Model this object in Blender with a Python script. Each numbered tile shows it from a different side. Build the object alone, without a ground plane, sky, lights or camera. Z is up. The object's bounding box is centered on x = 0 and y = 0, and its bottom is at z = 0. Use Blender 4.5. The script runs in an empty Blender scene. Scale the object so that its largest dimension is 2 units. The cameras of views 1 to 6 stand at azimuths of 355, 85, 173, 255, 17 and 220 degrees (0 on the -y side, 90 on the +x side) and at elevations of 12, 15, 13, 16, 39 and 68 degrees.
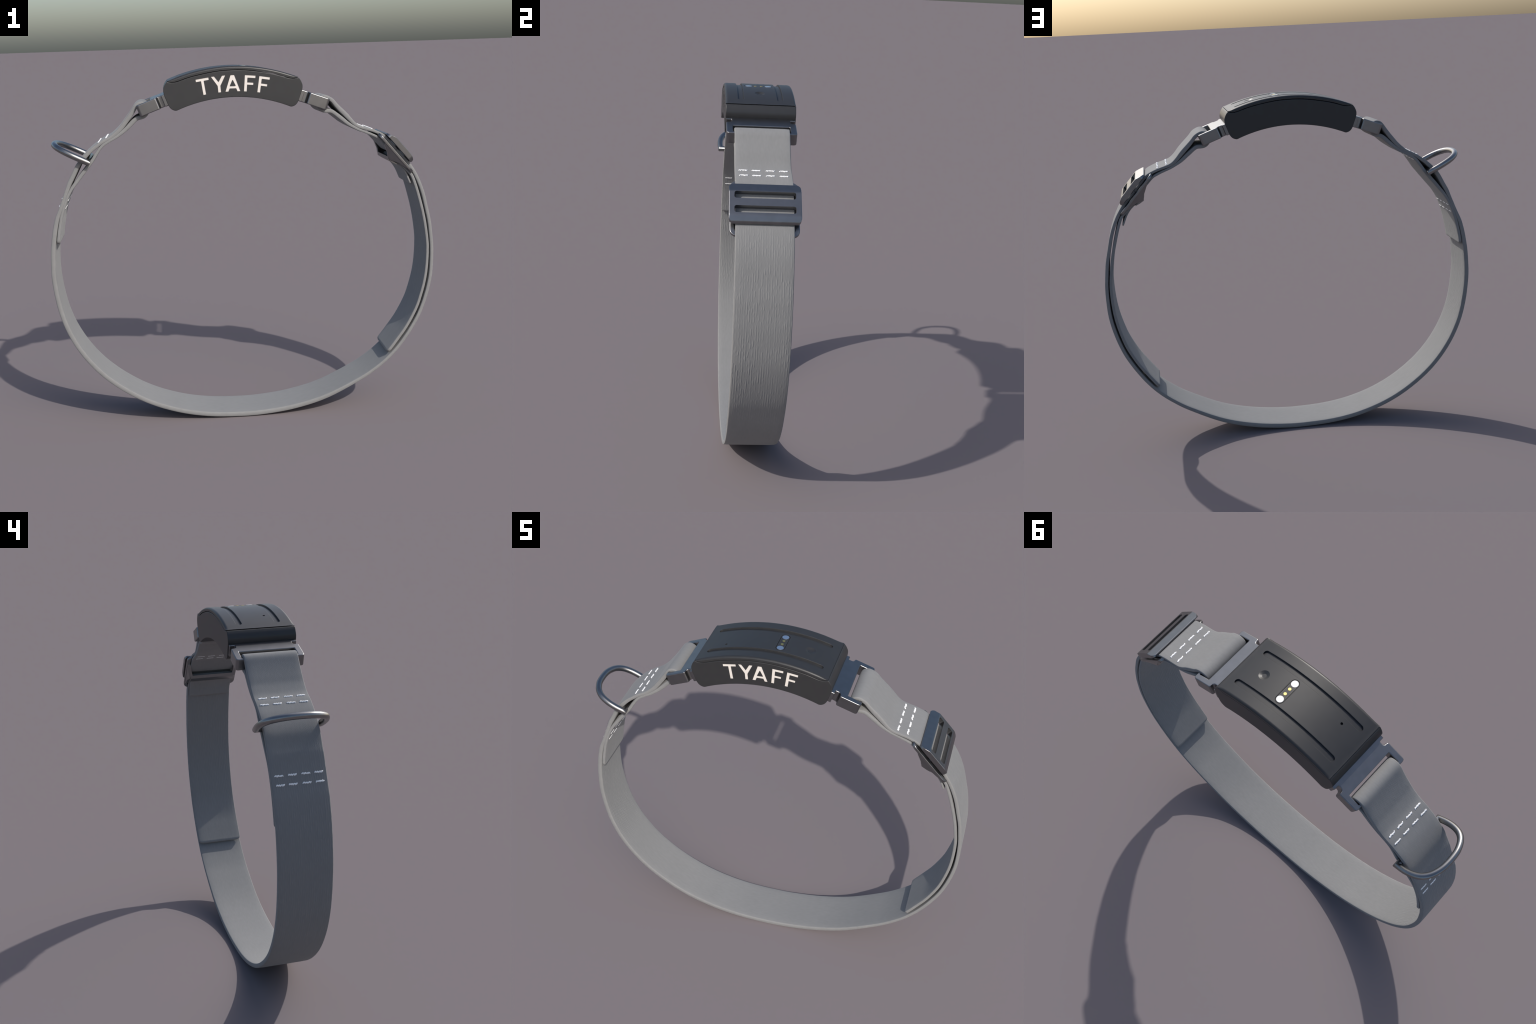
# Pet collar with an arched tracker case: built part by part, all sizes in metres.
import bpy, bmesh, math, random
from mathutils import Vector, Matrix

random.seed(7)
scene = bpy.context.scene
COL = scene.collection

# ------------------------------------------------------------------ helpers
def link(obj, parent=None):
    if obj.name not in COL.objects:
        COL.objects.link(obj)
    if parent is not None:
        obj.parent = parent
    return obj

def mesh_obj(name, verts, faces, mat, parent=None, smooth=40):
    me = bpy.data.meshes.new(name)
    me.from_pydata([tuple(v) for v in verts], [], faces)
    bm = bmesh.new(); bm.from_mesh(me)
    bmesh.ops.recalc_face_normals(bm, faces=bm.faces)
    bm.to_mesh(me); bm.free()
    if mat: me.materials.append(mat)
    ob = bpy.data.objects.new(name, me)
    link(ob, parent)
    if smooth: shade(ob, smooth)
    return ob

def shade(ob, deg):
    """smooth by angle, written into the mesh as sharp edges"""
    me = ob.data
    bm = bmesh.new(); bm.from_mesh(me)
    lim = math.radians(deg)
    for f in bm.faces: f.smooth = True
    for e in bm.edges:
        e.smooth = not (len(e.link_faces) != 2 or e.calc_face_angle(0) > lim)
    bm.to_mesh(me); bm.free()

def apply_mods(ob):
    dg = bpy.context.evaluated_depsgraph_get(); dg.update()
    me = bpy.data.meshes.new_from_object(ob.evaluated_get(dg))
    ob.modifiers.clear()
    ob.data = me

def flat_true(ob):
    """keep big flat faces flat-looking next to small bevels"""
    m = ob.modifiers.new('w', 'WEIGHTED_NORMAL'); m.keep_sharp = True; m.weight = 100; m.mode = 'FACE_AREA'
    bpy.context.view_layer.update()
    apply_mods(ob)

def boolean(ob, cutter, op='DIFFERENCE'):
    m = ob.modifiers.new('b', 'BOOLEAN'); m.operation = op; m.solver = 'EXACT'; m.object = cutter
    bpy.context.view_layer.update()
    apply_mods(ob)
    bpy.data.objects.remove(cutter, do_unlink=True)

def bevel(ob, width, deg=35, seg=2):
    m = ob.modifiers.new('v', 'BEVEL'); m.width = width; m.segments = seg
    m.limit_method = 'ANGLE'; m.angle_limit = math.radians(deg); m.harden_normals = False
    m.use_clamp_overlap = True
    bpy.context.view_layer.update()
    apply_mods(ob)

def prism(name, loops, half, mat, frame, parent=None, bev=0.0, seg=2, smooth=35, centre=0.0):
    """2D outlines (first solid, others holes) filled, thickened by +-half and
    edge-rounded; frame maps (a, b, c) to world."""
    cu = bpy.data.curves.new(name, 'CURVE'); cu.dimensions = '2D'; cu.fill_mode = 'BOTH'
    for lp in loops:
        sp = cu.splines.new('POLY'); sp.points.add(len(lp) - 1)
        for p, q in zip(sp.points, lp): p.co = (q[0], q[1], 0, 1)
        sp.use_cyclic_u = True
    cu.extrude = half - bev; cu.bevel_depth = bev; cu.bevel_resolution = seg; cu.offset = -bev
    ob = bpy.data.objects.new(name + '_tmp', cu); COL.objects.link(ob)
    dg = bpy.context.evaluated_depsgraph_get(); dg.update()
    me = bpy.data.meshes.new_from_object(ob.evaluated_get(dg))
    bpy.data.objects.remove(ob, do_unlink=True)
    bm = bmesh.new(); bm.from_mesh(me)
    bmesh.ops.remove_doubles(bm, verts=bm.verts, dist=1e-5)
    for v in bm.verts: v.co = frame(v.co.x, v.co.y, v.co.z + centre)
    bmesh.ops.recalc_face_normals(bm, faces=bm.faces)
    bm.to_mesh(me); bm.free()
    me.materials.clear()
    if mat: me.materials.append(mat)
    me.name = name
    out = bpy.data.objects.new(name, me); link(out, parent)
    if smooth:
        shade(out, smooth)
        flat_true(out)
    return out

def rounded(a0, a1, b0, b1, r, n=6):
    pts = []
    for cx, cy, st in ((a1 - r, b1 - r, 0), (a0 + r, b1 - r, 90), (a0 + r, b0 + r, 180), (a1 - r, b0 + r, 270)):
        for i in range(n + 1):
            t = math.radians(st + 90 * i / n)
            pts.append((cx + r * math.cos(t), cy + r * math.sin(t)))
    return pts

def fillet(poly, radii, n=4):
    """round the corners of a closed polygon, one radius per corner"""
    out = []; N = len(poly)
    for i in range(N):
        p = Vector(poly[i]); r = radii[i]
        if r <= 0: out.append(tuple(p)); continue
        a = (Vector(poly[i - 1]) - p).normalized(); b = (Vector(poly[(i + 1) % N]) - p).normalized()
        for k in range(n + 1):
            t = k / n
            q = (1 - t) ** 2 * (p + a * r) + 2 * t * (1 - t) * p + t * t * (p + b * r)
            out.append((q.x, q.y))
    return out

def spline(pts, step, smooth=0):
    """Catmull-Rom through control tuples, resampled evenly along the first two values"""
    P = [tuple(map(float, p)) for p in pts]
    P = [tuple(2 * a - b for a, b in zip(P[0], P[1]))] + P + [tuple(2 * a - b for a, b in zip(P[-1], P[-2]))]
    dense = []
    for i in range(1, len(P) - 2):
        for k in range(24):
            t = k / 24
            dense.append(tuple(0.5 * (2 * b + (c - a) * t + (2 * a - 5 * b + 4 * c - d) * t * t + (3 * b - a - 3 * c + d) * t ** 3)
                               for a, b, c, d in zip(P[i - 1], P[i], P[i + 1], P[i + 2])))
    dense.append(P[-2])
    L = [0.0]
    for a, b in zip(dense, dense[1:]): L.append(L[-1] + math.hypot(b[0] - a[0], b[1] - a[1]))
    n = max(2, int(round(L[-1] / step)) + 1)
    out = []; j = 0
    for i in range(n):
        s = L[-1] * i / (n - 1)
        while j < len(L) - 2 and L[j + 1] < s: j += 1
        t = (s - L[j]) / max(1e-9, L[j + 1] - L[j])
        out.append(tuple(a + (b - a) * t for a, b in zip(dense[j], dense[j + 1])))
    for _ in range(smooth):
        out = [out[0]] + [tuple((a + 2 * b + c) / 4 for a, b, c in zip(out[i - 1], out[i], out[i + 1])) for i in range(1, len(out) - 1)] + [out[-1]]
    return out

# ---------------------------------------------------------------- materials
def new_mat(name):
    m = bpy.data.materials.new(name); m.use_nodes = True
    nt = m.node_tree; b = nt.nodes['Principled BSDF']
    return m, nt, b

def nd(nt, kind, **kw):
    n = nt.nodes.new(kind)
    for k, v in kw.items(): setattr(n, k, v)
    return n

def math_node(nt, op, a, b=None):
    n = nd(nt, 'ShaderNodeMath', operation=op)
    for i, v in enumerate((a, b)):
        if v is None: continue
        if isinstance(v, (int, float)): n.inputs[i].default_value = v
        else: nt.links.new(v, n.inputs[i])
    return n.outputs[0]

def webbing_material():
    m, nt, b = new_mat('grey_webbing')
    lk = nt.links.new
    co = nd(nt, 'ShaderNodeTexCoord').outputs['Object']
    sx = nd(nt, 'ShaderNodeSeparateXYZ'); lk(co, sx.inputs[0])
    # run = distance along the strap, from the angle around the loop's middle
    ang = math_node(nt, 'ARCTAN2', math_node(nt, 'SUBTRACT', sx.outputs[2], 0.93), sx.outputs[0])
    run = math_node(nt, 'MULTIPLY', ang, 0.96)
    rad = math_node(nt, 'SQRT', math_node(nt, 'ADD', math_node(nt, 'POWER', sx.outputs[0], 2.0),
                    math_node(nt, 'POWER', math_node(nt, 'SUBTRACT', sx.outputs[2], 0.93), 2.0)))
    cb = nd(nt, 'ShaderNodeCombineXYZ'); lk(run, cb.inputs[0]); lk(sx.outputs[1], cb.inputs[1]); lk(rad, cb.inputs[2])
    vec = cb.outputs[0]
    def mapped(scale):
        mp = nd(nt, 'ShaderNodeMapping'); mp.inputs['Scale'].default_value = scale
        lk(vec, mp.inputs['Vector']); return mp.outputs[0]
    # twill: fine slanted ribs
    tw = nd(nt, 'ShaderNodeTexWave', wave_type='BANDS', bands_direction='DIAGONAL')
    lk(mapped((70, 160, 0)), tw.inputs['Vector']); tw.inputs['Scale'].default_value = 0.5
    tw.inputs['Distortion'].default_value = 1.2; tw.inputs['Detail Scale'].default_value = 3
    # lengthwise ribs broken into short floats, as woven webbing has, and grain
    st = nd(nt, 'ShaderNodeTexNoise'); lk(mapped((34, 120, 20)), st.inputs['Vector']); st.inputs['Scale'].default_value = 1.0
    st.inputs['Detail'].default_value = 1
    gr = nd(nt, 'ShaderNodeTexNoise'); lk(mapped((300, 300, 300)), gr.inputs['Vector']); gr.inputs['Scale'].default_value = 1.0
    big = nd(nt, 'ShaderNodeTexNoise'); lk(mapped((7, 5, 3)), big.inputs['Vector']); big.inputs['Scale'].default_value = 1.0
    rib = math_node(nt, 'MULTIPLY_ADD', math_node(nt, 'SINE', math_node(nt, 'MULTIPLY', sx.outputs[1], 2 * math.pi / 0.0105)), 0.5)
    rib.node.inputs[2].default_value = 0.5
    fl = nd(nt, 'ShaderNodeMapRange', interpolation_type='SMOOTHSTEP'); lk(st.outputs[0], fl.inputs[0])
    fl.inputs[1].default_value = 0.40; fl.inputs[2].default_value = 0.62; fl.inputs[3].default_value = 0.0; fl.inputs[4].default_value = 1.0
    floats = math_node(nt, 'MULTIPLY', rib, fl.outputs[0])
    pm = nd(nt, 'ShaderNodeMapRange'); lk(big.outputs[0], pm.inputs[0])
    pm.inputs[1].default_value = 0.38; pm.inputs[2].default_value = 0.62; pm.inputs[3].default_value = 0.35; pm.inputs[4].default_value = 1.0
    # the weave is coarse along the two upright runs and smooth elsewhere
    ab = math_node(nt, 'ABSOLUTE', sx.outputs[0])
    cm = nd(nt, 'ShaderNodeMapRange', interpolation_type='SMOOTHSTEP'); lk(ab, cm.inputs[0])
    cm.inputs[1].default_value = 0.84; cm.inputs[2].default_value = 0.97; cm.inputs[3].default_value = 0.05; cm.inputs[4].default_value = 1.0
    h = math_node(nt, 'ADD', math_node(nt, 'MULTIPLY', tw.outputs['Fac'], 0.05),
                  math_node(nt, 'ADD', math_node(nt, 'MULTIPLY', math_node(nt, 'MULTIPLY', floats, pm.outputs[0]), math_node(nt, 'MULTIPLY', cm.outputs[0], 1.5)),
                            math_node(nt, 'MULTIPLY', gr.outputs[0], 0.35)))
    bp = nd(nt, 'ShaderNodeBump'); bp.inputs['Strength'].default_value = 0.5; bp.inputs['Distance'].default_value = 0.0016
    lk(h, bp.inputs['Height']); lk(bp.outputs[0], b.inputs['Normal'])
    cr = nd(nt, 'ShaderNodeValToRGB')
    cr.color_ramp.elements[0].position = 0.25; cr.color_ramp.elements[0].color = (0.200, 0.201, 0.201, 1)
    cr.color_ramp.elements[1].position = 0.75; cr.color_ramp.elements[1].color = (0.224, 0.225, 0.225, 1)
    mixv = math_node(nt, 'ADD', math_node(nt, 'MULTIPLY', st.outputs[0], 0.6), math_node(nt, 'MULTIPLY', big.outputs[0], 0.4))
    lk(mixv, cr.inputs[0]); lk(cr.outputs[0], b.inputs['Base Color'])
    b.inputs['Roughness'].default_value = 0.85
    b.inputs['Specular IOR Level'].default_value = 0.25
    b.inputs['Sheen Weight'].default_value = 0.12; b.inputs['Sheen Roughness'].default_value = 0.5
    return m

def plain(name, col, rough, metal=0.0, spec=0.5, grain=0.0, gscale=400.0, vary=0.05):
    m, nt, b = new_mat(name)
    lk = nt.links.new
    co = nd(nt, 'ShaderNodeTexCoord').outputs['Object']
    n = nd(nt, 'ShaderNodeTexNoise'); lk(co, n.inputs['Vector']); n.inputs['Scale'].default_value = 25; n.inputs['Detail'].default_value = 4
    cr = nd(nt, 'ShaderNodeValToRGB')
    cr.color_ramp.elements[0].position = 0.3; cr.color_ramp.elements[1].position = 0.7
    cr.color_ramp.elements[0].color = (*[c * (1 - vary) for c in col], 1)
    cr.color_ramp.elements[1].color = (*[c * (1 + vary) for c in col], 1)
    lk(n.outputs[0], cr.inputs[0]); lk(cr.outputs[0], b.inputs['Base Color'])
    b.inputs['Roughness'].default_value = rough; b.inputs['Metallic'].default_value = metal
    b.inputs['Specular IOR Level'].default_value = spec
    if grain:
        g = nd(nt, 'ShaderNodeTexNoise'); lk(co, g.inputs['Vector']); g.inputs['Scale'].default_value = gscale
        bp = nd(nt, 'ShaderNodeBump'); bp.inputs['Strength'].default_value = grain; bp.inputs['Distance'].default_value = 0.001
        lk(g.outputs[0], bp.inputs['Height']); lk(bp.outputs[0], b.inputs['Normal'])
    return m

WEB = webbing_material()
PLASTIC = plain('charcoal_plastic', (0.0255, 0.026, 0.0275), 0.42, grain=0.08, gscale=600)
METAL = plain('gunmetal', (0.235, 0.235, 0.24), 0.35, metal=1.0)
STEEL = plain('brushed_steel', (0.27, 0.27, 0.27), 0.30, metal=1.0)
THREAD = plain('white_thread', (0.88, 0.88, 0.88), 0.7, grain=0.5, gscale=500, vary=0.02)
INK = plain('cream_print', (0.70, 0.655, 0.61), 0.6, vary=0.01)
SILVER = plain('polished_silver', (0.80, 0.82, 0.86), 0.28, metal=1.0, vary=0.01)
GOLD = plain('gold_contact', (0.85, 0.66, 0.24), 0.32, metal=1.0, vary=0.01)
BLACK = plain('black_recess', (0.012, 0.012, 0.013), 0.6)

# ---------------------------------------------------------------- root
root = bpy.data.objects.new('pet_collar', None); COL.objects.link(root)
root['label'] = 'grey webbing pet collar with dark arched tracker case'
root['category'] = 'pet collar'

XC = -0.033            # middle of the tracker case and of its two loops

# ---------------------------------------------------------------- straps
W = 0.1300             # half width of the webbing

def offset_inward(outer, amount):
    out = []
    for i, p in enumerate(outer):
        a = Vector(outer[max(0, i - 1)]); b = Vector(outer[min(len(outer) - 1, i + 1)])
        t = (b - a).normalized(); n = Vector((-t.y, t.x))       # path runs counter-clockwise: left is inside
        out.append((p[0] + n.x * amount, p[1] + n.y * amount))
    return out

def thicker(path, k):
    return [(x, z, t * k) for x, z, t in path]

def strap(name, path, parent=None, round_start=0.0, round_end=0.0, width=W):
    """sweep a soft-edged flat band along (x, z, thickness) samples"""
    N = len(path)
    L = [0.0]
    for a, b in zip(path, path[1:]): L.append(L[-1] + math.hypot(b[0] - a[0], b[1] - a[1]))
    verts = []; faces = []; frames = []
    prof = []                                     # (y fraction info, n fraction)
    ys = [-1 + 2 * i / 12 for i in range(13)]
    def section(w, t):
        h = t / 2; e = min(h * 0.48, w * 0.5); flat = w - e
        pts = []
        crown = lambda y: 1 - 0.10 * max(0.0, (abs(y) / w - 0.72) / 0.28) ** 2
        for f in ys: pts.append((f * flat, h * crown(f * flat)))
        hc = h * crown(flat); up = max(0.0, hc - e)
        for k in range(1, 8):
            a = math.pi / 2 - math.pi * k / 8
            pts.append((flat + e * math.cos(a), (hc - up) * math.sin(a) + (up if k < 4 else -up if k > 4 else 0)))
        for f in reversed(ys): pts.append((f * flat, -h * crown(f * flat)))
        for k in range(1, 8):
            a = -math.pi / 2 - math.pi * k / 8
            pts.append((-flat + e * math.cos(a), (hc - up) * math.sin(a) + (-up if k < 4 else up if k > 4 else 0)))
        return pts
    M = None
    for i, (x, z, t) in enumerate(path):
        a = path[max(0, i - 1)]; b = path[min(N - 1, i + 1)]
        tx, tz = b[0] - a[0], b[1] - a[1]; l = math.hypot(tx, tz); tx /= l; tz /= l
        nx, nz = tz, -tx                          # outward (right of a counter-clockwise path)
        frames.append((x, z, tx, tz, nx, nz, t))
        w, tt = width, t
        for d, r in ((L[i], round_start), (L[-1] - L[i], round_end)):
            if r > 0:
                if d < r: w = min(w, width - r + math.sqrt(max(0, r * r - (r - d) ** 2)))
                q = t * 0.5
                if d < q: tt = min(tt, t * (0.35 + 0.65 * math.sqrt(max(0, 1 - (1 - d / q) ** 2))))
        sec = section(w, tt); M = len(sec)
        for y, n in sec: verts.append((x + nx * n, y, z + nz * n))
    for i in range(N - 1):
        for k in range(M):
            k2 = (k + 1) % M
            faces.append((i * M + k, i * M + k2, (i + 1) * M + k2, (i + 1) * M + k))
    faces.append(tuple(range(M))); faces.append(tuple((N - 1) * M + k for k in range(M)))
    ob = mesh_obj(name, verts, faces, WEB, parent, smooth=60)
    return ob, frames

# loop frame coordinates: u runs outward from the case, n is up, side = -1 left / +1 right
UA = math.radians(20)
def loop_xz(u, n, side):
    x = 0.390 + u * math.cos(UA) + n * math.sin(UA)
    z = 1.708 - u * math.sin(UA) + n * math.cos(UA)
    return XC + side * x, z

# buckle coordinates: s runs down along the plate, h stands outward
BS = Vector((0.6526, -0.7577)); BH = Vector((0.7577, 0.6526)); BO = Vector((0.742, 1.479))
def buckle_xz(s, h):
    p = BO + BS * s + BH * h
    return p.x, p.y

wrap_up = [(0.118, -0.060, .021), (0.099, -0.0655, .021), (0.081, -0.063, .021), (0.062, -0.050, .021), (0.0555, -0.030, .021),
           (0.061, -0.011, .021), (0.078, 0.002, .021), (0.099, 0.002, .021)]

def wrap(side):
    out = []
    for u, n, t in wrap_up:
        x, z = loop_xz(u, n, side); out.append((x, z, t))
    return out

# under layer on the left, from the free end up to the loop
left_under = [(-0.9512, 0.9870, .0150), (-0.9467, 1.0227, .0150), (-0.9411, 1.0554, .0150), (-0.934, 1.088, .0150), (-0.9269, 1.1206, .0150),
              (-0.9164, 1.1561, .0145), (-0.9046, 1.1882, .0140), (-0.8912, 1.2202, .0135), (-0.8765, 1.2489, .0140), (-0.8604, 1.2741, .0155),
              (-0.8380, 1.3020, .017), (-0.8145, 1.3313, .018), (-0.7938, 1.3562, .018), (-0.7731, 1.3811, .017), (-0.7524, 1.406, .016),
              (-0.7383, 1.4279, .0150), (-0.7209, 1.4528, .0145), (-0.7037, 1.4745, .0140), (-0.6804, 1.4912, .0140), (-0.6541, 1.5061, .0145),
              (-0.6279, 1.5194, .0150), (-0.6015, 1.5375, .0165), (-0.5782, 1.5557, .019), (-0.5548, 1.5771, .021), (-0.5346, 1.5969, .021)]
left_over = [(-0.5366, 1.6461, .022), (-0.5607, 1.6122, .023), (-0.5829, 1.5845, .023), (-0.6033, 1.5598, .022), (-0.6268, 1.5385, .021),
             (-0.6501, 1.5203, .019), (-0.673, 1.5084, .018), (-0.6991, 1.4967, .017), (-0.7256, 1.4786, .018), (-0.7555, 1.4574, .019),
             (-0.7824, 1.4329, .021), (-0.8062, 1.4082, .022), (-0.8270, 1.3820, .022), (-0.8433, 1.3519, .022), (-0.8600, 1.320, .022),
             (-0.8741, 1.2953, .022), (-0.8868, 1.2645, .0195), (-0.9016, 1.2292, .0185), (-0.9155, 1.1943, .0185), (-0.9316, 1.1560, .0195),
             (-0.946, 1.1214, .022), (-0.956, 1.0857, .023), (-0.9654, 1.0434, .0235), (-0.9735, 0.9941, .0235), (-0.980, 0.9445, .0235)]
ring_outer = [(-0.9947, 0.8401), (-0.9911, 0.7652), (-0.9774, 0.6641), (-0.954, 0.568), (-0.9179, 0.4767), (-0.8689, 0.3903),
              (-0.8069, 0.3088), (-0.7373, 0.2394), (-0.6545, 0.1751), (-0.5643, 0.1198), (-0.4604, 0.0733), (-0.3365, 0.0352),
              (-0.2100, 0.0130), (-0.0800, 0.0040), (0.059, 0.0050), (0.2368, 0.0265), (0.4157, 0.0755), (0.5953, 0.1625), (0.6885, 0.2217),
              (0.7541, 0.2741), (0.808, 0.3301), (0.8502, 0.3850), (0.8885, 0.4432), (0.9247, 0.5086), (0.9531, 0.5797), (0.9756, 0.6557),
              (0.9904, 0.7317), (0.9956, 0.8078), (0.9956, 0.8904), (0.9917, 0.9591), (0.9835, 1.0242), (0.9704, 1.096), (0.9545, 1.1640),
              (0.9359, 1.2199), (0.9121, 1.273), (0.889, 1.3123)]
def ring_thickness(x, z):
    """thick along the bottom and left, thinner where it runs beside the tail"""
    k = min(1.0, max(0.0, (x - 0.30) / 0.45))
    k = k * k * (3 - 2 * k)
    return (0.0255 + 0.0025 * math.exp(-((x - 0.05) / 0.3) ** 2)) * (1 - k) + 0.0190 * k
ring = []
for i, (x, z) in enumerate(ring_outer):
    t = ring_thickness(x, z)
    out = 0.0030 if z < 0.9 else 0.0008 if z < 1.05 else -0.0018
    p = offset_inward(ring_outer, t / 2 - out)[i]
    ring.append((p[0], p[1], t))
under_plate = [(*buckle_xz(0.19, -0.0055), .017), (*buckle_xz(0.14, -0.0060), .015), (*buckle_xz(0.098, -0.0060), .015)]

long_path = spline(thicker(left_under, 1.08) + wrap(-1) + thicker(left_over, 1.06) + ring + under_plate, 0.007, smooth=3)
STRAP, F_long = strap('strap', long_path, root, round_start=0.022)

right_over = [(0.4700, 1.6640, .021), (0.4834, 1.6467, .021), (0.5056, 1.6221, .024), (0.5269, 1.6007, .0250), (0.5479, 1.5788, .0245),
              (0.5677, 1.5567, .0205), (0.5868, 1.5381, .019), (0.606, 1.5257, .017), (0.635, 1.5160, .015), (0.6638, 1.5076, .0148), (0.6837, 1.501, .0148),
              (0.7036, 1.4924, .0148), (0.7234, 1.4830, .0148), (*buckle_xz(0.010, -0.0060), .0148), (*buckle_xz(0.05, -0.0060), .0148), (*buckle_xz(0.096, -0.0060), .0148)]
right_under = [(*buckle_xz(0.090, -0.030), .013), (*buckle_xz(0.03, -0.0335), .013), (0.7034, 1.468, .013), (0.6837, 1.4785, .013), (0.6637, 1.4881, .013), (0.635, 1.4995, .013), (0.6059, 1.511, .0135), (0.5867, 1.5212, .0145),
               (0.5648, 1.5340, .017), (0.5431, 1.5490, .0195), (0.5217, 1.5675, .021), (0.5008, 1.5842, .0215), (0.4827, 1.5987, .020), (0.4637, 1.6109, .021)]
# built in the same sense as the long strap: outer layer first, up over the loop bar, back underneath
right_path = list(reversed(right_over)) + list(reversed(wrap(1))) + list(reversed(right_under))
SHORT, F_short = strap('short_strap', spline(right_path, 0.007, smooth=2), root)

tail = [(0.7485, 0.3147, .0135), (0.7696, 0.3403, .0140), (0.8081, 0.391, .0135), (0.8464, 0.4437, .0130), (0.8807, 0.5022, .0130), (0.9100, 0.5627, .0128),
        (0.9300, 0.6235, .0125), (0.9458, 0.6823, .0125), (0.9569, 0.743, .0125), (0.9632, 0.8094, .0125), (0.9650, 0.8661, .0125), (0.9636, 0.9126, .0125),
        (0.9522, 1.0019, .0125), (0.9382, 1.0738, .0125), (0.921, 1.1421, .0125), (0.9021, 1.2067, .0125), (0.8794, 1.2658, .0125),
        (*buckle_xz(0.21, -0.0370), .0120), (*buckle_xz(0.16, -0.0365), .0120), (*buckle_xz(0.12, -0.0400), .0120)]
def plump(path):
    """swell the tail outward only, so that it lies close under the outer layer"""
    pts = offset_inward([(x, z) for x, z, t in path], -0.0018)
    return [(p[0], p[1], q[2] + 0.0036) for p, q in zip(pts, path)]
TAIL, F_tail = strap('strap_tail', spline(plump(tail), 0.007, smooth=2), root, round_start=0.022)
fold = [(*buckle_xz(0.125, -0.0560), .011), (*buckle_xz(0.155, -0.0475), .011), (*buckle_xz(0.190, -0.0440), .010), (*buckle_xz(0.225, -0.0480), .010),
        (*buckle_xz(0.252, -0.0560), .010), (*buckle_xz(0.285, -0.0670), .009)]
FOLD, F_fold = strap('strap_fold', spline(fold, 0.005, smooth=2), root, round_end=0.010, width=0.122)

# ---------------------------------------------------------------- stitches
def stitch_mesh(seed):
    """one dash of twisted thread: slanted overlapping strands"""
    rnd = random.Random(seed)
    bm = bmesh.new()
    n = 8; length = 0.0375
    for i in range(n):
        y = -length / 2 + length * (i + 0.5) / n
        m = (Matrix.Translation((rnd.uniform(-0.0012, 0.0012), y, 0.0006))
             @ Matrix.Rotation(math.radians(rnd.uniform(20, 62)) * rnd.choice((1, 1, -1)), 4, 'Z')
             @ Matrix.Diagonal((0.0032, rnd.uniform(0.0050, 0.0072), 0.0028, 1)))
        bmesh.ops.create_icosphere(bm, subdivisions=2, radius=1.0, matrix=m)
    me = bpy.data.meshes.new('stitch'); bm.to_mesh(me); bm.free()
    for p in me.polygons: p.use_smooth = True
    me.materials.append(THREAD)
    return me
STITCH = [stitch_mesh(k) for k in range(5)]

def stitch_row(parent, frames, target, outward, rng, bold=1.0):
    lo, hi = rng
    best = min((f for f in frames[int(lo * len(frames)):int(hi * len(frames))]),
               key=lambda f: (f[0] - target[0]) ** 2 + (f[1] - target[1]) ** 2)
    x, z, tx, tz, nx, nz, t = best
    sg = 1 if outward else -1
    px, pz = x + sg * nx * t * 0.49, z + sg * nz * t * 0.49
    X = Vector((tx, 0, tz)); Zv = Vector((nx * sg, 0, nz * sg)); Y = Zv.cross(X)
    base = Matrix((X, Y, Zv)).transposed().to_4x4()
    for yc in (-0.0915, -0.0315, 0.0315, 0.0915):
        ob = bpy.data.objects.new('stitch', STITCH[random.randrange(5)])
        ob.matrix_world = Matrix.Translation((px, yc + random.uniform(-.0015, .0015), pz)) @ base @ Matrix.Diagonal((bold, 1, bold, 1))
        link(ob, parent)

nL = len(F_long)
turn = min(range(nL), key=lambda i: (F_long[i][0] - loop_xz(0.056, -0.03, -1)[0]) ** 2 + (F_long[i][1] - loop_xz(0.056, -0.03, -1)[1]) ** 2) / nL
turn_r = min(range(len(F_short)), key=lambda i: (F_short[i][0] - loop_xz(0.056, -0.03, 1)[0]) ** 2 + (F_short[i][1] - loop_xz(0.056, -0.03, 1)[1]) ** 2) / len(F_short)
for tgt in ((-0.677, 1.508), (-0.714, 1.487), (-0.910, 1.217), (-0.925, 1.179)):
    stitch_row(STRAP, F_long, tgt, True, (turn, 1.0))
    stitch_row(STRAP, F_long, tgt, True, (0.0, turn), 0.6)
for tgt in ((0.624, 1.518), (0.6735, 1.505)):
    stitch_row(SHORT, F_short, tgt, True, (0.0, turn_r))
    stitch_row(SHORT, F_short, tgt, True, (turn_r, 1.0), 0.6)

# ---------------------------------------------------------------- tracker case
HY = 0.1690             # half depth of the case
RT = 0.862; ZT = 1.8525   # radius and crest of the top arc
top_z = lambda x: ZT - (RT - math.sqrt(RT * RT - x * x))
seam_ctl = [(-0.3265, 1.7885), (-0.314, 1.7850), (-0.300, 1.7838), (-0.2765, 1.7872), (-0.2185, 1.8052), (-0.142, 1.8212), (-0.07, 1.8315), (0, 1.8345),
            (0.07, 1.8315), (0.142, 1.8212), (0.2185, 1.8052), (0.2765, 1.7872), (0.300, 1.7838), (0.314, 1.7850), (0.3265, 1.7885)]
seam = spline(seam_ctl, 0.0082)
RB = 0.7375; ZB = 1.7000
right_side = [(0.3265, 1.7885), (0.3345, 1.7780), (0.3415, 1.7659), (0.3475, 1.7470), (0.3455, 1.7253), (0.3355, 1.6975), (0.3237, 1.667), (0.3100, 1.6500), (0.2892, 1.6425), (0.2705, 1.6486)]
side_pts = spline(right_side, 0.005)
bottom = [(x, ZB - (RB - math.sqrt(RB * RB - x * x))) for x in [0.2705 - 0.541 * i / 48 for i in range(49)]][1:-1]
gap = 0.0030
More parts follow.
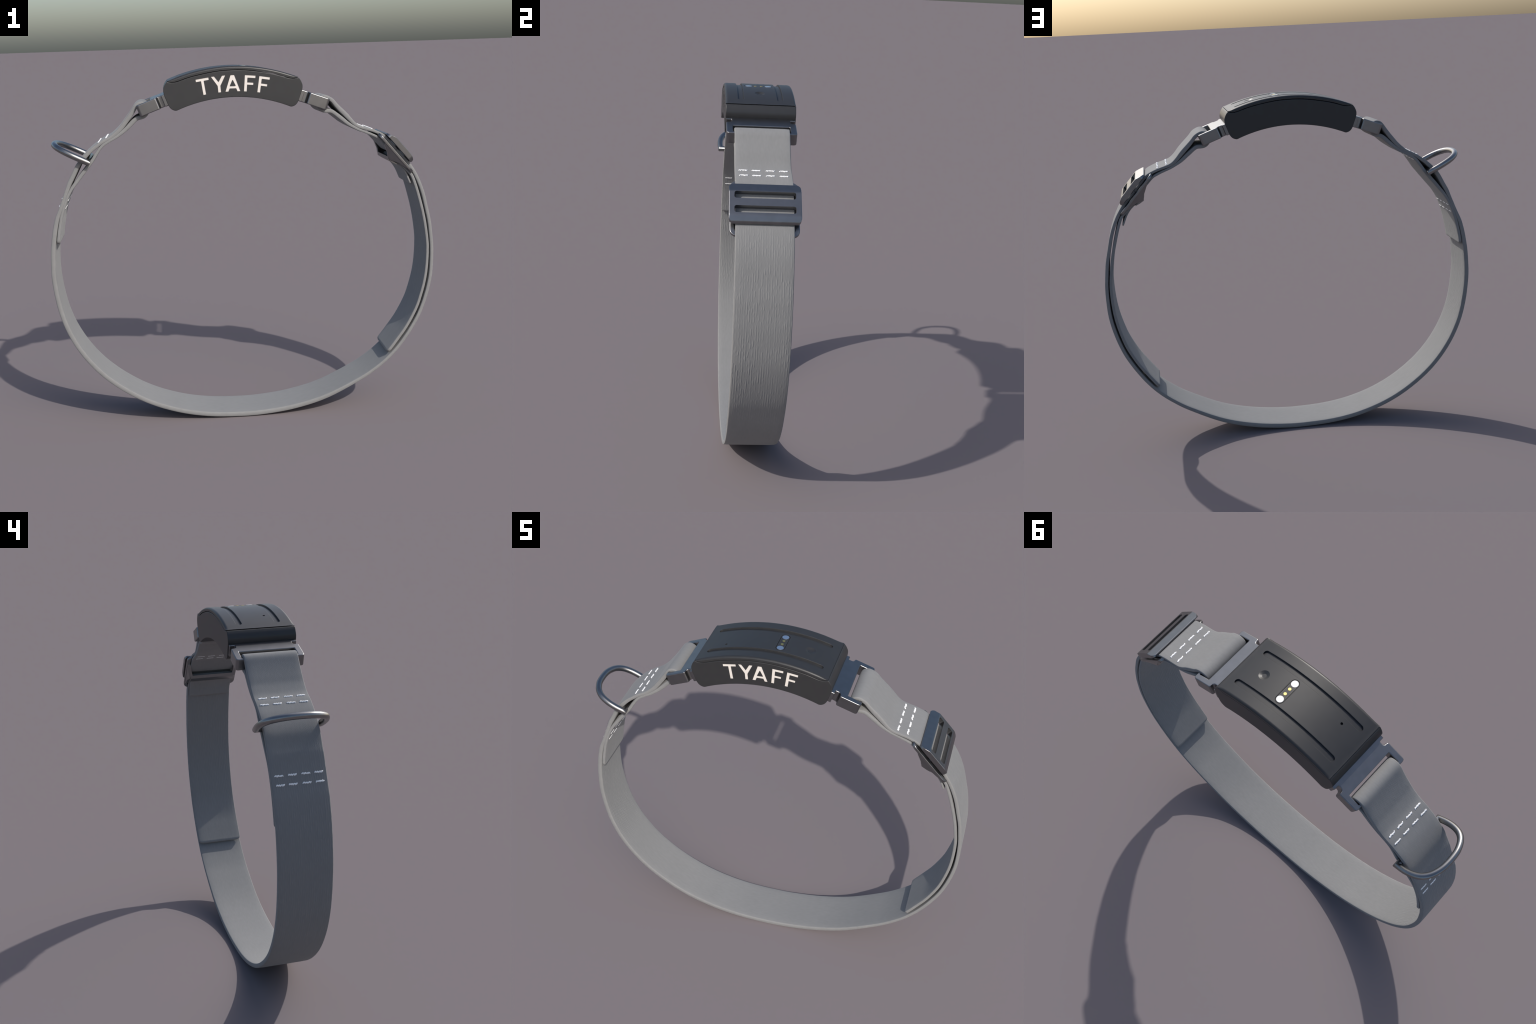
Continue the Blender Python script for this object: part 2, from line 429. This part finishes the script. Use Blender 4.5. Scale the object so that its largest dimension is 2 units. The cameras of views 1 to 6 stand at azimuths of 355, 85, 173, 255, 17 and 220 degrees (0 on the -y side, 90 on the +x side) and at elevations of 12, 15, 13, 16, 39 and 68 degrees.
body_outline = [(x, z - gap) for x, z in seam] + side_pts[1:] + bottom + [(-x, z) for x, z in reversed(side_pts)][:-1]
case_frame = lambda a, b, c: (XC + a, -c, b)
CASE = prism('tracker_case', [body_outline], HY, PLASTIC, case_frame, root, bev=0.0028, seg=2, smooth=50)

# cover: top arc above, seam curve below, long edges rolled over, two long grooves sunk in
GY = 0.095; GW = 0.0145; GX = 0.287; GD = 0.0085
def make_cover():
    roll = 0.0125
    xs = sorted(set([round(x, 5) for x, z in seam] +
                    [round(sg * (GX - GW * (1 - math.cos(math.pi / 2 * k / 6))), 5) for k in range(7) for sg in (-1, 1)] + [sg * (GX + 0.0004) for sg in (-1, 1)]))
    def seam_z(x):
        for (x0, z0), (x1, z1) in zip(seam, seam[1:]):
            if x0 <= x <= x1 + 1e-9: return z0 + (z1 - z0) * (x - x0) / (x1 - x0)
        return seam[-1][1] if x > 0 else seam[0][1]
    edge = []
    for i in range(11):
        a = math.pi / 2 * i / 10
        edge.append((HY - roll * (1 - math.cos(a)), 0.42 + 0.58 * math.sin(a)))
    edge.append((HY - roll - 0.0010, 1.0))
    verts = []; faces = []; row = None
    for x in xs:
        zs = seam_z(x); zt = max(top_z(x), zs + 0.0006)
        d = GX - abs(x)
        w = 0.0004 if d <= 0 else GW if d >= GW else max(0.0004, math.sqrt(GW * GW - (GW - d) ** 2))
        dep = GD if d >= -1e-6 else 0.0; lip = 0.0009 if dep else 0.0
        col = [(-y, zs + (zt - zs) * k) for y, k in edge]
        col += [(-GY - w - 0.0012, zt), (-GY - w, zt - lip), (-GY - w * 0.92, zt - dep), (-GY + w * 0.92, zt - dep), (-GY + w, zt - lip), (-GY + w + 0.0012, zt), (-0.075, zt), (0.075, zt),
                (GY - w - 0.0012, zt), (GY - w, zt - lip), (GY - w * 0.92, zt - dep), (GY + w * 0.92, zt - dep), (GY + w, zt - lip), (GY + w + 0.0012, zt)]
        col += [(y, zs + (zt - zs) * k) for y, k in reversed(edge)]
        col += [(HY, zs), (-HY, zs)]
        row = len(col)
        verts += [(XC + x, y, z) for y, z in col]
    for i in range(len(xs) - 1):
        for j in range(row):
            j2 = (j + 1) % row
            faces.append((i * row + j, i * row + j2, (i + 1) * row + j2, (i + 1) * row + j))
    faces.append(tuple(range(row))); faces.append(tuple((len(xs) - 1) * row + j for j in range(row)))
    return mesh_obj('case_cover', verts, faces, PLASTIC, CASE, smooth=None)
COVER = make_cover()

def on_top(x, y, d):
    """point d above the cover's top at x (measured along the arc radius)"""
    a = x / RT
    return Vector((XC + (RT + d) * math.sin(a), y, ZT - RT + (RT + d) * math.cos(a)))

def top_cutter(outline, lo, hi):
    n = len(outline)
    verts = [on_top(x, y, lo) for x, y in outline] + [on_top(x, y, hi) for x, y in outline]
    faces = [tuple(range(n)), tuple(range(2 * n - 1, n - 1, -1))] + [(i, (i + 1) % n, n + (i + 1) % n, n + i) for i in range(n)]
    return mesh_obj('cutter', verts, faces, None, None, smooth=None)

circle = lambda cx, cy, r, n=32: [(cx + r * math.cos(2 * math.pi * i / n), cy + r * math.sin(2 * math.pi * i / n)) for i in range(n)]
boolean(COVER, top_cutter(circle(-0.207, -0.050, 0.0062, 20), -0.012, 0.03))
# shallow conical touch button
def cone_cutter(cx, cy, r0, r1, depth):
    n = 40
    ring0 = [on_top(cx + r1 * math.cos(2 * math.pi * i / n), cy + r1 * math.sin(2 * math.pi * i / n), -depth) for i in range(n)]
    ring1 = [on_top(cx + r0 * 1.6 * math.cos(2 * math.pi * i / n), cy + r0 * 1.6 * math.sin(2 * math.pi * i / n), depth * 0.6 * r0 / (r0 - r1)) for i in range(n)]
    faces = [tuple(range(n)), tuple(range(2 * n - 1, n - 1, -1))] + [(i, (i + 1) % n, n + (i + 1) % n, n + i) for i in range(n)]
    return mesh_obj('cutter', ring0 + ring1, faces, None, None, smooth=None)
boolean(COVER, cone_cutter(0.203, 0.0, 0.0255, 0.0105, 0.006))
CX = 0.0645
def capsule(r, half, cx=CX, n=12):
    pts = []
    for i in range(n + 1):
        a = math.pi * i / n; pts.append((cx + r * math.cos(a), half + r * math.sin(a)))
    for i in range(n + 1):
        a = math.pi + math.pi * i / n; pts.append((cx + r * math.cos(a), -half + r * math.sin(a)))
    return pts
boolean(COVER, top_cutter(capsule(0.0222, 0.0490), -0.006, 0.03))
COVER.data.materials.clear(); COVER.data.materials.append(PLASTIC)
shade(COVER, 14); flat_true(COVER)

def on_cover(name, outline, lo, hi, mat):
    cx = sum(p[0] for p in outline) / len(outline)
    a = cx / RT
    n = len(outline)
    ob = top_cutter(outline, lo, hi); ob.name = name; ob.data.name = name
    ob.data.materials.append(mat); ob.parent = CASE
    return ob
recess = on_cover('contact_bed', capsule(0.0219, 0.0489), -0.0058, -0.0045, BLACK)
plate = on_cover('contact_plate', capsule(0.0198, 0.0490), -0.0043, -0.0004, PLASTIC); shade(plate, 30)
for y in (-0.0488, 0.0488):
    shade(on_cover('magnet_contact', circle(CX, y, 0.0165, 40), -0.0004, 0.0006, SILVER), 30)
for y in (-0.0150, 0.0150):
    shade(on_cover('pin_contact', circle(CX, y, 0.0072, 24), -0.0004, 0.0008, GOLD), 30)
on_cover('microphone_hole_disc', circle(-0.207, -0.050, 0.0060, 20), -0.0118, -0.0100, BLACK)  # black disc set at the bottom of the hole cut in the cover

# lettering: drawn as outlines, set on an arc along the front
ST = 0.0138; LH = 0.0805
def letter_T(): 
    w = 0.0325; s = ST / 2
    return [[(-w, LH), (-w, LH - ST * .9), (-s, LH - ST * .9), (-s, 0), (s, 0), (s, LH - ST * .9), (w, LH - ST * .9), (w, LH)]]
def letter_Y():
    s = ST / 2; w = 0.0358; k = LH * 0.40
    return [[(-w, LH), (-w + ST * 1.15, LH), (0, k + 0.019), (w - ST * 1.15, LH), (w, LH), (s, k), (s, 0), (-s, 0), (-s, k)]]
def letter_A():
    w = 0.0372; t = 0.0092
    outer = [(-w, 0), (-t, LH), (t, LH), (w, 0), (w - ST * 1.05, 0), (w - ST * 1.5, LH * 0.185), (-w + ST * 1.5, LH * 0.185), (-w + ST * 1.05, 0)]
    inner = fillet([(-0.0155, LH * 0.325), (0.0155, LH * 0.325), (0.0012, LH * 0.70), (-0.0012, LH * 0.70)], [0.004, 0.004, 0.002, 0.002])
    return [outer, inner]
def letter_F():
    w = 0.0535; s = ST
    return [[(0, 0), (0, LH), (w, LH), (w, LH - s * .9), (s, LH - s * .9), (s, LH * 0.565), (w - 0.009, LH * 0.565), (w - 0.009, LH * 0.565 - s * .85), (s, LH * 0.565 - s * .85), (s, 0)]]
RL = 0.90; ZL = 1.7280; SUNK = 0.003
for ch, x0, tilt in ((letter_T, -0.1425, 8.0), (letter_Y, -0.0680, 4.0), (letter_A, -0.0020, 0.3), (letter_F, 0.0530, -5.0), (letter_F, 0.1195, -9.0)):
    ang = math.radians(tilt)
    ca, sa = math.cos(ang), math.sin(ang)
    bx = x0; bz = ZL - RL + math.sqrt(RL * RL - x0 * x0)
    fr = lambda a, b, c, ca=ca, sa=sa, bx=bx, bz=bz: (XC + bx + a * ca - b * sa, -HY - c, bz + a * sa + b * ca)
    outl = ch()
    boolean(CASE, prism('cutter', outl[:1], SUNK, None, fr, None, smooth=None))
    for hole in outl[1:]:                        # the plastic island left inside the letter
        prism('letter_counter', [hole], SUNK / 2 + 0.0006, PLASTIC, fr, CASE, bev=0.0, smooth=0, centre=-SUNK / 2 - 0.0008)
    prism('letter', ch(), 0.0008, INK, fr, CASE, bev=0.0, smooth=0, centre=-SUNK + 0.0003)
CASE.data.materials.clear(); CASE.data.materials.append(PLASTIC)
shade(CASE, 45); flat_true(CASE)

# ---------------------------------------------------------------- strap loops
def strap_loop(side):
    fr = lambda a, b, c: (loop_xz(a, c, side)[0], b, loop_xz(a, c, side)[1])
    half = [(-0.0600, 0.165), (-0.0320, 0.165), (-0.0320, 0.140), (-0.0130, 0.140), (-0.0060, 0.147), (-0.0040, 0.166), (0.104, 0.166), (0.104, 0.121), (0.090, 0.121), (0.090, 0.135), (0.0305, 0.135)]
    radh = [0.002, 0.002, 0.004, 0.004, 0.003, 0.009, 0.015, 0.003, 0.003, 0.003, 0.003]
    poly = half + [(a, -b) for a, b in reversed(half)]
    rad = radh + list(reversed(radh))
    lp = prism('strap_loop', [fillet(poly, rad)], 0.0295, METAL, fr, root, bev=0.0042, seg=3, smooth=45, centre=-0.0295)
    # round cross bar the strap folds over
    verts = []; faces = []; n = 20
    for y in (-0.128, 0.128):
        for i in range(n):
            a = 2 * math.pi * i / n
            x, z = loop_xz(0.088 + 0.013 * math.cos(a), -0.031 + 0.018 * math.sin(a), side)
            verts.append((x, y, z))
    faces = [tuple(range(n)), tuple(range(n, 2 * n))] + [(i, (i + 1) % n, n + (i + 1) % n, n + i) for i in range(n)]
    mesh_obj('cross_bar', verts, faces, METAL, lp, smooth=40)
    return lp
strap_loop(-1); strap_loop(1)

# ---------------------------------------------------------------- slide buckle
sh_frame = lambda a, b, c: (buckle_xz(a, b)[0], -c, buckle_xz(a, b)[1])    # (s, h, across)
plan_frame = lambda a, b, c: (buckle_xz(a, c)[0], b, buckle_xz(a, c)[1])   # (s, across, h)
prof_s = fillet([(0.000, 0.0035), (-0.004, 0.0110), (0.043, 0.0318), (0.165, 0.0322), (0.192, 0.0215), (0.1985, 0.0100), (0.193, 0.0035)],
                [0.003, 0.005, 0.006, 0.008, 0.006, 0.004, 0.002], 5)
BUCKLE = prism('slide_buckle', [list(reversed(prof_s))], 0.1600, METAL, sh_frame, root, bev=0.0030, seg=2, smooth=None)
boolean(BUCKLE, prism('cutter', [rounded(-0.0045, 0.1990, -0.1598, 0.1598, 0.030, 9)], 0.05, None, plan_frame, None, smooth=None), 'INTERSECT')
for s0, s1 in ((0.046, 0.081), (0.117, 0.152)):
    boolean(BUCKLE, prism('cutter', [rounded(s0, s1, -0.1355, 0.1355, 0.010, 5)], 0.06, None, plan_frame, None, smooth=None))
bevel(BUCKLE, 0.0016, deg=40, seg=2)
BUCKLE.data.materials.clear(); BUCKLE.data.materials.append(METAL)
shade(BUCKLE, 40); flat_true(BUCKLE)

prism('buckle_frame', [rounded(-0.030, 0.243, -0.1545, 0.1545, 0.032, 8), rounded(-0.008, 0.221, -0.1320, 0.1320, 0.012, 5)], 0.0075, METAL, plan_frame, BUCKLE, bev=0.0035, seg=3, smooth=40, centre=-0.0225)
wedge = fillet([(0.020, -0.020), (0.030, -0.036), (0.078, -0.0530), (0.094, -0.0640), (0.112, -0.0690), (0.157, -0.0430), (0.200, -0.034), (0.210, -0.020)],
               [0.003, 0.008, 0.006, 0.004, 0.004, 0.010, 0.008, 0.003])
for sgn in (-1, 1):
    w = prism('buckle_wing', [list(reversed(wedge))], 0.0100, METAL, sh_frame, BUCKLE, bev=0.0035, seg=2, smooth=40, centre=sgn * 0.1400)
    # wings lean inward toward their tips
    for v in w.data.vertices:
        d = Vector((v.co.x, v.co.z)) - BO; h = d.dot(BH)
        v.co.y -= (v.co.y / abs(v.co.y)) * max(0.0, -0.03 - h) * 0.35
tab = fillet([(0.094, -0.0630), (0.109, -0.0735), (0.135, -0.0660), (0.158, -0.0560), (0.154, -0.0520), (0.125, -0.0600), (0.100, -0.0580)], [0.001] * 7, 2)
prism('buckle_tab', [list(reversed(tab))], 0.1300, METAL, sh_frame, BUCKLE, bev=0.0008, seg=1, smooth=30)

# ---------------------------------------------------------------- D-ring
def d_ring():
    r = 0.0158; ang = math.radians(26.5)
    c = Vector((-0.7775, 0.0, 1.4025)); d = Vector((-math.cos(ang), 0, math.sin(ang)))
    half = [(0.0, 0.1510), (0.045, 0.1545), (0.091, 0.1505), (0.133, 0.1355), (0.163, 0.1070), (0.182, 0.0660), (0.1890, 0.0250)]
    loop = half + [(a, -b) for a, b in reversed(half)]
    curve = spline(loop, 0.007, smooth=1)
    path = [c + d * a + Vector((0, b, 0)) for a, b in curve]
    # straight bar closes the D: mitred corners
    n = len(path); seg = 16; verts = []; faces = []
    nrm = d.cross(Vector((0, 1, 0))).normalized()
    for i, p in enumerate(path):
        a = path[(i - 1) % n]; b = path[(i + 1) % n]
        t1 = (p - a).normalized(); t2 = (b - p).normalized(); t = (t1 + t2).normalized()
        side = nrm.cross(t).normalized()
        k = 1 / max(0.5, t1.dot(t))
        for s in range(seg):
            q = 2 * math.pi * s / seg
            verts.append(p + side * (r * k * math.cos(q)) + nrm * (r * math.sin(q)))
    for i in range(n):
        j = (i + 1) % n
        for s in range(seg):
            s2 = (s + 1) % seg
            faces.append((i * seg + s, i * seg + s2, j * seg + s2, j * seg + s))
    return mesh_obj('d_ring', verts, faces, STEEL, root, smooth=50)
d_ring()
